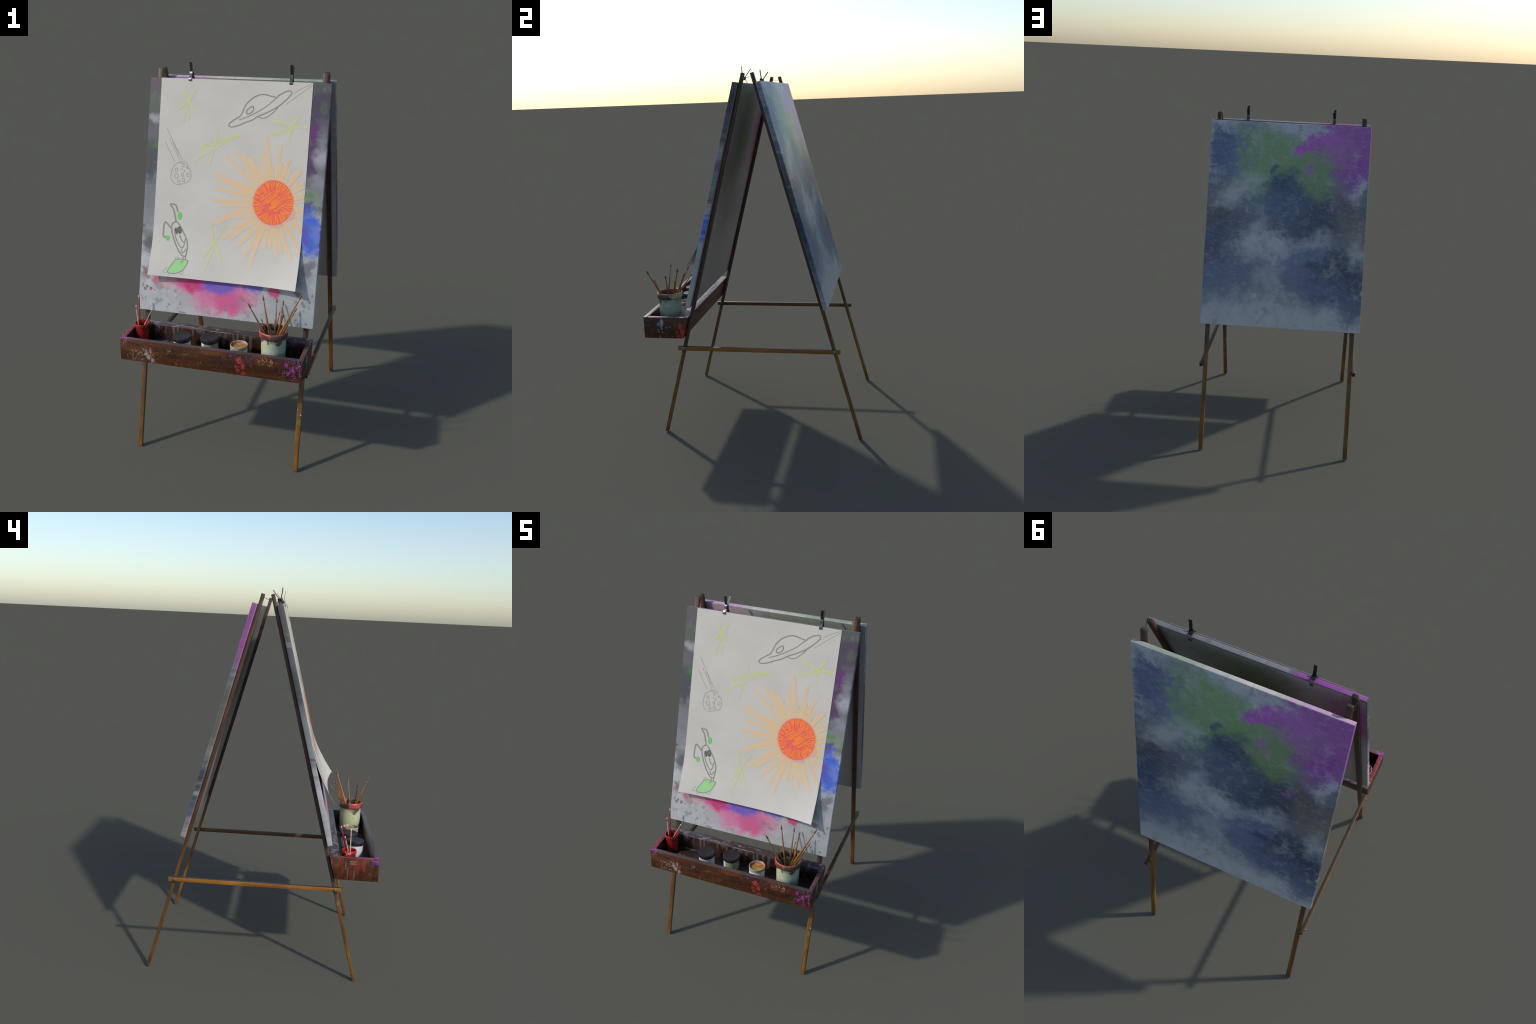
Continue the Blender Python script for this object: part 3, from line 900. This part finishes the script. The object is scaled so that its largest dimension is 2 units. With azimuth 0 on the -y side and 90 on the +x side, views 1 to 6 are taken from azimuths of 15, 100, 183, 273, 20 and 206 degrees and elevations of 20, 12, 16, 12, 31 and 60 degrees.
def marks(name, lines, width, mat, proud=.0004, taper=0.0, rng=None):
    """raised wax lines laid on the sheet; lines in millimetres of x and z"""
    bm = bmesh.new()
    for h, ln in enumerate(lines):
        lay = proud + .0000026 * h          # crossing lines never share a plane
        pts = [(a / 1000, b / 1000) for a, b in spline(ln)]
        n = len(pts)
        prev = None
        for i, (x, z) in enumerate(pts):
            ax, az = pts[max(i - 1, 0)]
            bx, bz = pts[min(i + 1, n - 1)]
            dx, dz = bx - ax, bz - az
            q = math.hypot(dx, dz) or 1
            w = width / 2 * (1 - taper * i / (n - 1))
            if rng:
                w *= rng.uniform(.75, 1.25)
            nx, nz = -dz / q * w, dx / q * w
            pair = []
            for s in (-1, 1):
                xx = min(max(x + s * nx, PX0 + .001), PX1 - .001)
                zz = min(max(z + s * nz, bottom_z(xx) + .001), PZ1 - .001)
                pair.append(bm.verts.new(sheet_point(xx, zz, lay)))
            if prev:
                bm.faces.new((prev[0], pair[0], pair[1], prev[1]))
            prev = pair
    me = bpy.data.meshes.new(name)
    bm.to_mesh(me)
    bm.free()
    o = obj(name, me, paper, (0, 0, 0), [mat])
    o["kind"] = "stuff"
    return o


def fill(name, outline, mat, proud):
    pts = [(a / 1000, b / 1000) for a, b in spline(outline)][:-1]
    cx, cz = sum(p[0] for p in pts) / len(pts), sum(p[1] for p in pts) / len(pts)
    bm = bmesh.new()
    rings = [[bm.verts.new(sheet_point(cx + (x - cx) * s, cz + (z - cz) * s, proud)) for x, z in pts] for s in (.33, .66, 1.0)]
    c = bm.verts.new(sheet_point(cx, cz, proud))
    k = len(pts)
    for i in range(k):
        bm.faces.new((c, rings[0][i], rings[0][(i + 1) % k]))
        for a, b in zip(rings, rings[1:]):
            bm.faces.new((a[i], b[i], b[(i + 1) % k], a[(i + 1) % k]))
    return obj(name, finish(bm, name, 0), paper, (0, 0, 0), [mat])


SAUCER = [[(-36, 1705), (-23, 1719), (-1, 1734), (22, 1750), (33, 1772), (45, 1800), (66, 1825), (91, 1843), (120, 1854), (146, 1855), (173, 1849), (199, 1844), (207, 1846), (212, 1853), (236, 1868), (255, 1875), (271, 1876), (277, 1866), (267, 1851), (243, 1826), (209, 1799), (178, 1781), (146, 1765), (115, 1751), (83, 1731), (51, 1719), (18, 1704), (-8, 1696), (-28, 1694), (-36, 1705)],
          [(56, 1759), (52, 1773), (62, 1785), (78, 1796), (87, 1794), (86, 1777), (74, 1765), (58, 1758)]]
SAUCER_THIN = [[(15, 1729), (49, 1742), (81, 1757), (113, 1775), (151, 1798), (181, 1824), (206, 1846)],
               [(112, 1748), (138, 1743), (158, 1748), (182, 1766), (204, 1787), (218, 1805)]]
TRAILS = [[(290, 1869), (330, 1892), (379, 1915)], [(251, 1813), (278, 1833), (321, 1866), (379, 1906)], [(-368, 1671), (-324, 1599), (-275, 1522)], [(-352, 1621), (-288, 1518)], [(-373, 1604), (-318, 1512)], [(-329, 1602), (-294, 1541)]]
STARS = [[(-288, 1855), (-261, 1810), (-211, 1762)], [(-283, 1859), (-253, 1807), (-216, 1765)], [(-223, 1870), (-258, 1816), (-310, 1770)], [(-261, 1816), (-285, 1790), (-308, 1767)], [(-223, 1870), (-260, 1794), (-280, 1703)], [(-260, 1794), (-251, 1710)], [(-310, 1770), (-260, 1797)],
         [(-91, 1681), (-103, 1599), (-124, 1496)], [(-94, 1646), (-106, 1583), (-122, 1504)], [(-182, 1590), (-100, 1622), (30, 1661)], [(-175, 1583), (-91, 1611), (31, 1658)], [(-218, 1514), (-106, 1583), (31, 1656)], [(-182, 1587), (-122, 1566)], [(-205, 1519), (-139, 1565)],
         [(322, 1766), (284, 1710), (283, 1650)], [(319, 1757), (297, 1714), (285, 1698)], [(188, 1732), (241, 1731), (287, 1713), (369, 1710)], [(173, 1670), (218, 1680), (281, 1710), (322, 1763)], [(368, 1707), (298, 1702), (219, 1668), (173, 1672)], [(192, 1729), (267, 1719)], [(292, 1699), (283, 1650)],
         [(-17, 1216), (-72, 1118), (-125, 1044)], [(-93, 1206), (-72, 1118), (-14, 1015)], [(-64, 1119), (-112, 977)], [(-73, 1129), (-19, 1023)], [(-65, 1138), (-117, 1056)]]
MOON = [[(-289, 1507), (-273, 1513), (-256, 1508), (-242, 1492), (-242, 1483), (-230, 1476), (-222, 1454), (-223, 1431), (-239, 1411), (-261, 1404), (-286, 1396), (-305, 1398), (-321, 1411), (-331, 1428), (-331, 1451), (-323, 1478), (-309, 1496), (-289, 1507), (-276, 1502), (-268, 1504)]]
CRATERS = [(-267, 1494, 6, 8), (-304, 1468, 7, 9), (-301, 1437, 10, 12), (-268, 1447, 5, 9), (-238, 1447, 7, 9), (-262, 1421, 8, 9), (-287, 1411, 7, 7), (-274, 1473, 2, 2), (-259, 1466, 2, 3), (-244, 1483, 3, 5)]
ALIEN = [[(-281, 1258), (-288, 1280), (-299, 1294), (-325, 1295), (-308, 1273), (-297, 1243), (-289, 1210)], [(-314, 1175), (-331, 1192), (-347, 1203), (-354, 1185), (-354, 1140), (-346, 1129), (-335, 1132)]]
ALIEN_HEAD = [[(-289, 1210), (-308, 1196), (-310, 1173), (-299, 1134), (-280, 1096), (-259, 1065), (-237, 1045), (-221, 1046), (-216, 1076), (-218, 1108), (-231, 1139), (-255, 1177), (-274, 1201), (-289, 1210)]]
ALIEN_FACE = [[(-294, 1174), (-288, 1140), (-270, 1106), (-251, 1085), (-240, 1086), (-234, 1107), (-249, 1118), (-264, 1144)], [(-230, 1129), (-236, 1106)], [(-248, 1076), (-243, 1064), (-234, 1061), (-222, 1080)], [(-234, 1042), (-232, 1021), (-244, 1014)], [(-221, 1044), (-219, 1029)]]
LIMBS = [[(-313, 986), (-322, 978), (-332, 966), (-327, 961), (-309, 963)], [(-304, 948), (-297, 955)], [(-226, 980), (-227, 963), (-234, 957), (-246, 961)], [(-276, 1025), (-272, 1036), (-255, 1034)], [(-206, 1030), (-204, 1020), (-212, 1000)]]
LEAF = [(-309, 965), (-294, 994), (-276, 1020), (-252, 1029), (-218, 1027), (-208, 1022), (-209, 1009), (-224, 982), (-246, 966), (-278, 958), (-309, 965)]


def oval(cx, cz, rx, rz, rot=0.0, n=10):
    p = []
    for i in range(n):
        a = 2 * math.pi * i / n
        u, v = rx * math.cos(a), rz * math.sin(a)
        p.append((cx + u * math.cos(rot) - v * math.sin(rot), cz + u * math.sin(rot) + v * math.cos(rot)))
    return p + p[:1]


graphite = crayon("graphite_line", (.16, .15, .14), .76, .25)
graphite_faint = crayon("faint_graphite", (.20, .19, .18), .60, .4)
dark_lead = crayon("dark_graphite_smudge", (.05, .055, .05), .9, .25)
green_line = crayon("green_grey_outline", (.13, .18, .12), .80, .25)
lime = crayon("lime_crayon", (.57, .61, .17), .74, .25)
orange = crayon("orange_crayon", (.84, .46, .12), .66, .6)
orange_faint = crayon("peach_crayon", (.78, .49, .22), .50, .7)
peach = crayon("peach_haze", (.78, .50, .26), .26, .6)
glow = crayon("orange_glow", (.86, .26, .10), .42, .6)
amber = crayon("amber_crayon", (.84, .45, .09), .62, .6)
red_wax = crayon("red_crayon", (.86, .085, .055), .97, .2)
red_faint = crayon("pink_smear", (.75, .22, .17), .6, .6)
orange_hot = crayon("hot_orange_crayon", (.93, .29, .055), .92, .6, (.86, .085, .055))
leaf_green = crayon("leaf_green_wax", (.25, .62, .20), .85, .2)
ball_green = crayon("bright_green_wax", (.10, .52, .07), .9, .25)

rng = random.Random(11)
marks("saucer_outline", SAUCER, .0062, graphite, .0005)
marks("saucer_outline", SAUCER_THIN, .0042, graphite, .0006)
marks("speed_line", TRAILS, .0030, graphite_faint, .0004)
marks("star_scribble", STARS, .0064, lime, .0004, .2)
marks("moon_outline", MOON + [oval(*c) for c in CRATERS], .0036, graphite_faint, .0004)
marks("alien_antenna", ALIEN, .0084, graphite, .0005)
marks("alien_head", ALIEN_HEAD, .0070, green_line, .0004)
marks("alien_face", ALIEN_FACE, .0054, graphite, .0006)
marks("alien_limb", LIMBS, .0036, graphite_faint, .0004)
fill("alien_body", LEAF, leaf_green, .0004)
marks("alien_body_outline", [LEAF], .0042, green_line, .0006)
for c in ((-269, 1240, 12, 20), (-328, 1125, 11, 14)):
    fill("antenna_ball", oval(*c), ball_green, .0007)
for c in ((-284, 1164, 9, 17, .25), (-266, 1169, 12, 19, .3)):
    fill("alien_eye", oval(*c), dark_lead, .0007)

# the sun: tapering rays out of a scribbled disc
SUN, SR = (222.5, 1341.0), 104.0
TIPS = [(161, 1658), (241, 1621), (295, 1559), (351, 1509), (372, 1450), (376, 1393), (379, 1320), (374, 1282), (379, 1213), (379, 1109),
        (333, 1083), (284, 1108), (262, 1083), (220, 1124), (192, 1114), (126, 1025), (95, 1075), (52, 1113), (7, 1144), (-32, 1144),
        (-94, 1214), (-40, 1250), (-98, 1332), (-20, 1322), (-76, 1389), (-79, 1436), (-94, 1462), (-40, 1551), (8, 1581), (55, 1568), (90, 1555), (138, 1573)]
long_rays, pale, inner = [], [], []
for tx, tz in TIPS:
    dx, dz = tx - SUN[0], tz - SUN[1]
    q = math.hypot(dx, dz)
    s = (SUN[0] + dx / q * SR * .9, SUN[1] + dz / q * SR * .9)
    j = rng.uniform(-6, 6)
    long_rays.append([s, (s[0] * .5 + tx * .5 - dz / q * j, s[1] * .5 + tz * .5 + dx / q * j), (tx, tz)])
for k in range(70):
    a = rng.uniform(0, 2 * math.pi)
    tx, tz = rng.choice(TIPS)
    q0 = math.hypot(tx - SUN[0], tz - SUN[1])
    a = math.atan2(tz - SUN[1], tx - SUN[0]) + rng.uniform(-.13, .13)
    e = SR + (q0 - SR) * rng.uniform(.35, .85)
    b = SR * rng.uniform(.9, 1.25)
    a2 = a + rng.uniform(-.05, .05)
    pale.append([(SUN[0] + math.cos(a) * b, SUN[1] + math.sin(a) * b), (SUN[0] + math.cos(a2) * e, SUN[1] + math.sin(a2) * e)])
for k in range(44):
    a = 2 * math.pi * k / 44 + rng.uniform(-.09, .09)
    b, e = SR * .92, SR * rng.uniform(1.1, 1.95)
    inner.append([(SUN[0] + math.cos(a) * b, SUN[1] + math.sin(a) * b), (SUN[0] + math.cos(a) * e, SUN[1] + math.sin(a) * e)])
marks("sun_ray", pale, .020, orange_faint, .0003, .45, rng)
marks("sun_ray", long_rays, .034, peach, .00052, .4, rng)
marks("sun_ray", long_rays, .0180, orange, .00066, .5, rng)
marks("sun_ray", inner, .012, amber, .0008, .6, rng)
fill("sun_glow", oval(SUN[0] - 1, SUN[1] - 2, SR * 1.07, SR * 1.13, 0, 16), glow, .00096)
fill("sun_smear", oval(300, 1292, 42, 34, .3), red_faint, .0010)
fill("sun_smear", oval(250, 1246, 34, 26, .2), red_faint, .00106)
fill("sun_disc", oval(SUN[0], SUN[1], SR - 1, SR + 5, 0, 16), red_wax, .0012)
scrib = []
for k in range(64):                       # short strokes running in from the rim
    a = 2 * math.pi * k / 64 + rng.uniform(-.04, .04)
    b, e = SR * rng.uniform(.97, 1.04), SR * rng.uniform(.45, .82)
    a2 = a + rng.uniform(-.10, .10)
    scrib.append([(SUN[0] + math.cos(a) * b, SUN[1] + math.sin(a) * b), (SUN[0] + math.cos(a2) * e, SUN[1] + math.sin(a2) * e)])
for k in range(26):                       # slanting hatch across the middle
    t = rng.uniform(-75, 62)
    h = rng.uniform(16, 46)
    cx, cz = SUN[0] + t * .75 + rng.uniform(-20, 20), SUN[1] - t * .62 + rng.uniform(-12, 26)
    scrib.append([(cx - h * .72, cz - h * .62), (cx + h * .72, cz + h * .62)])
marks("sun_scribble", scrib, .0074, orange_hot, .0014, .45, rng)

# ------------------------------------------------------------------ bulldog clips over the front board
clip_parts = {
    "front_handle": (strip("front_handle", [(0, -.0185, 1.9445), (0, -.0215, 1.962), (0, -.0245, 1.980), (0, -.0258, 1.9995)], .0145, .0022), clip_black),
    "rear_handle": (strip("rear_handle", [(0, -.0085, 1.9455), (0, .0022, 1.958), (0, .0125, 1.9715), (0, .0228, 1.9855)], .0135, .0022), clip_black),
    "front_jaw": (strip("front_jaw", [(0, -.022, 1.952), (0, -.0262, 1.9465), (0, -.0272, 1.939), (0, -.0282, 1.933), (0, -.033, 1.928), (0, -.0385, 1.922),
                                      (0, -.0425, 1.9155), (0, -.0428, 1.910), (0, -.0400, 1.9065), (0, -.0365, 1.9075)], .0145, .0018), clip_metal),
    "rear_jaw": (strip("rear_jaw", [(0, -.0075, 1.948), (0, -.0058, 1.940), (0, -.0075, 1.931), (0, -.0035, 1.924), (0, .0005, 1.917), (0, .0018, 1.910),
                                    (0, -.0002, 1.903), (0, -.0035, 1.9005)], .0145, .0018), clip_metal),
}
spring = tube("spring", [(-.0085, -.0155, 1.9378), (.0085, -.0155, 1.9378)], .0092, 20)
for x, turn in ((-.2545, -.14), (.2695, .03)):
    c = thing("bulldog_clip", "small sprung clip with black handles and steel jaws", "bulldog clip", (x, -.018, 1.925))
    c.rotation_euler = (0, 0, turn)
    for nm, (me, mt) in clip_parts.items():
        if not me.materials:
            me.materials.append(mt)
            me.transform(Matrix.Translation((0, .018, -1.925)))
        obj(nm, me, c)
    if not spring.materials:
        spring.materials.append(clip_black)
        spring.transform(Matrix.Translation((0, .018, -1.925)))
    obj("spring", spring, c)

# ------------------------------------------------------------------ things in the tray
# lidded paint jars
jar_prof = [(0, 0), (.036, 0), (.0395, .002), (.0425, .008), (.0435, .02), (.0435, .068), (.040, .070), (0, .070)]
lid_prof = [(.0, .067), (.0435, .067), (.0468, .0675), (.0478, .0695), (.0478, .0875), (.0465, .0902), (.043, .0912), (.040, .0906), (0, .0906)]
for x, y, mt in ((-.175, -.487, white_jar), (-.035, -.463, jar_label())):
    j = thing("paint_jar", "squat white paint jar with black screw lid", "paint jar", (x, y, FLOOR + .0003))
    obj("jar_body", lathe("jar_body", jar_prof), j, (0, 0, 0), [mt])
    obj("lid", lathe("lid", lid_prof), j, (0, 0, 0), [lid_mat])

# open tub with swirled paint
tub = thing("paint_tub", "open white tub holding streaky red, yellow and green paint", "paint tub", (.125, -.481, FLOOR + .0003))
obj("tub_body", lathe("tub_body", [(0, 0), (.040, 0), (.0428, .003), (.0428, .058), (.0418, .060), (0, .060)]), tub, (0, 0, 0), [white_jar])
tan_rim = plain("stained_tan_rim", (.36, .32, .25), .45, .5, 0, .2, 50)
obj("tub_rim", lathe("tub_rim", [(.0400, .0585), (.0440, .0585), (.0447, .060), (.0438, .0618), (.0445, .0638), (.0438, .0660), (.0447, .068), (.0447, .0765),
                                 (.0440, .0782), (.0425, .0785), (.0412, .0775), (.0408, .0615), (.0400, .0585)]), tub, (0, 0, 0), [tan_rim])
obj("paint_surface", lathe("paint_surface", [(0, .0660), (.0407, .0660), (.0407, .062), (0, .062)]), tub, (0, 0, 0), [paint_pool()])

# brush pot
pot = thing("brush_pot", "pale green glazed pot with red stained lip", "brush pot", (.304, -.486, FLOOR + .0003))
obj("pot_body", lathe("pot_body", [(0, 0), (.054, 0), (.0575, .002), (.0590, .007), (.0605, .05), (.0620, .11), (.0625, .153), (.0560, .153),
                                   (.0552, .05), (.052, .008), (0, .008)], 64), pot, (0, 0, 0), [pot_glaze()])
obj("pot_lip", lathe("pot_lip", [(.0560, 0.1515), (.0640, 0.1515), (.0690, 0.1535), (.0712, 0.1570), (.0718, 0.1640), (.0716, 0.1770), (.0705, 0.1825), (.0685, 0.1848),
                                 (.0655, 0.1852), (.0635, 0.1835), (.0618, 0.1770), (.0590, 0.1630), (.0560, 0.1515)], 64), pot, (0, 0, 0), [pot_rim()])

# red pencil can
can = thing("pencil_can", "small chipped red enamel can", "pencil can", (-.4165, -.437, FLOOR + .0003))
obj("can_body", lathe("can_body", [(0, 0), (.0315, 0), (.0330, .002), (.0335, .006), (.0352, .094), (.0325, .094), (.0310, .006), (0, .005)]), can, (0, 0, 0), [red_can()])
obj("can_lip", lathe("can_lip", [(.0325, 0.0935), (.0358, 0.0935), (.0380, 0.0950), (.0388, 0.0975), (.0388, 0.1065), (.0378, 0.1092), (.0362, 0.1102), (.0342, 0.1092), (.0332, 0.1060), (.0325, 0.0935)]),
    can, (0, 0, 0), [can.children[0].data.materials[0]])

# paint brushes: tip (bristle end up) and lean direction at the pot rim
BRUSHES = [((.181, -.509, .920), (.253, -.508, .79), 1.0, 'o'), ((.224, -.390, .916), (.263, -.445, .79), 1.0, 'b'), ((.286, -.349, .891), (.298, -.426, .79), .85, 'o'),
           ((.329, -.385, .901), (.324, -.434, .79), .95, 'b'), ((.423, -.393, .947), (.348, -.448, .79), 1.25, 'b'), ((.413, -.469, .905), (.358, -.478, .79), .75, 'o'),
           ((.377, -.589, .923), (.335, -.532, .79), 1.1, 'b'), ((.316, -.406, .846), (.306, -.425, .79), .5, 'b'), ((.239, -.476, .830), (.251, -.470, .79), .5, 'o'),
           ((.304, -.572, .854), (.307, -.545, .79), .5, 'o')]
AX = Vector((.304, -.486, 0))
for tip, rimp, size, kind in BRUSHES:
    tip, rimp = Vector(tip), Vector(rimp)
    tip += (tip - rimp).normalized() * .003
    d = (rimp - tip).normalized()
    L = (tip.z - rimp.z) / -d.z
    end = L
    while end < L + .25:
        p = tip + d * (end + .004)
        if (Vector((p.x, p.y, 0)) - AX).length > .047 and end > L + .05 or p.z < FLOOR + .02:
            break
        end += .004
    base = tip + d * end
    br = thing("paintbrush", "slender wooden paintbrush standing bristles up", "paintbrush", base)

    def at(s):
        return tip + d * s - base

    r = .0054 * size ** .6
    hb = .029 * size ** .5
    obj("bristle", tube("bristle", [at(0), at(hb * .2), at(hb * .5), at(hb * .8), at(hb)], [.0008, r * .45, r * .82, r * .85, r * .55], 10), br, (0, 0, 0), [bristle_mat])
    obj("ferrule", tube("ferrule", [at(hb * .9), at(hb * 1.16)], [r * .58, r * .53], 10), br, (0, 0, 0), [ferrule_mat])
    h0, h1 = hb * 1.12, end
    obj("handle", tube("handle", [at(h0), at(h0 + (L - h0) * .35), at(h0 + (L - h0) * .7), at(L), at(h1)],
                       [r * .50, r * .62, r * .86, r * 1.0, r * .7], 12), br, (0, 0, 0), [brush_olive if kind == 'o' else brush_brown])

# pencils and a match in the red can
for nm, lab, tip, base, r, body in (("pencil", "red pencil with pink eraser", (-.448, -.386, .842), (-.4215, -.4555, .5925), .0036, pencil_red),
                                    ("pencil", "bare wooden pencil with pink eraser", (-.457, -.408, .793), (-.418, -.462, .600), .0034, pencil_bare)):
    tip, base = Vector(tip), Vector(base)
    t = thing(nm, lab + " standing in a can", "pencil", base)
    d = (base - tip).normalized()
    L = (base - tip).length
    f = lambda s: tip + d * s - base
    obj("eraser", tube("eraser", [f(0), f(.002), f(.010)], [r * .8, r * 1.1, r * 1.1], 12), t, (0, 0, 0), [eraser_mat])
    obj("ferrule", tube("ferrule", [f(.0095), f(.012), f(.0235)], [r * 1.15, r * 1.2, r * 1.15], 12), t, (0, 0, 0), [steel])
    obj("shaft", tube("shaft", [f(.023), f(L - .02), f(L)], [r, r, r * .2], 6, True, 20), t, (0, 0, 0), [body])
tip, base = Vector((-.349, -.446, .802)), Vector((-.439, -.4435, .622))
t = thing("wooden_stick", "thin wooden stick with a pale yellow tip", "wooden stick", base)
d = (base - tip).normalized()
obj("shaft", tube("shaft", [tip + d * .008 - base, Vector((0, 0, 0))], .0029, 6, True, 20), t, (0, 0, 0), [pencil_bare])
obj("tip", tube("tip", [tip - base, tip + d * .003 - base, tip + d * .010 - base], [.0018, .0034, .0031], 10), t, (0, 0, 0), [match_tip])
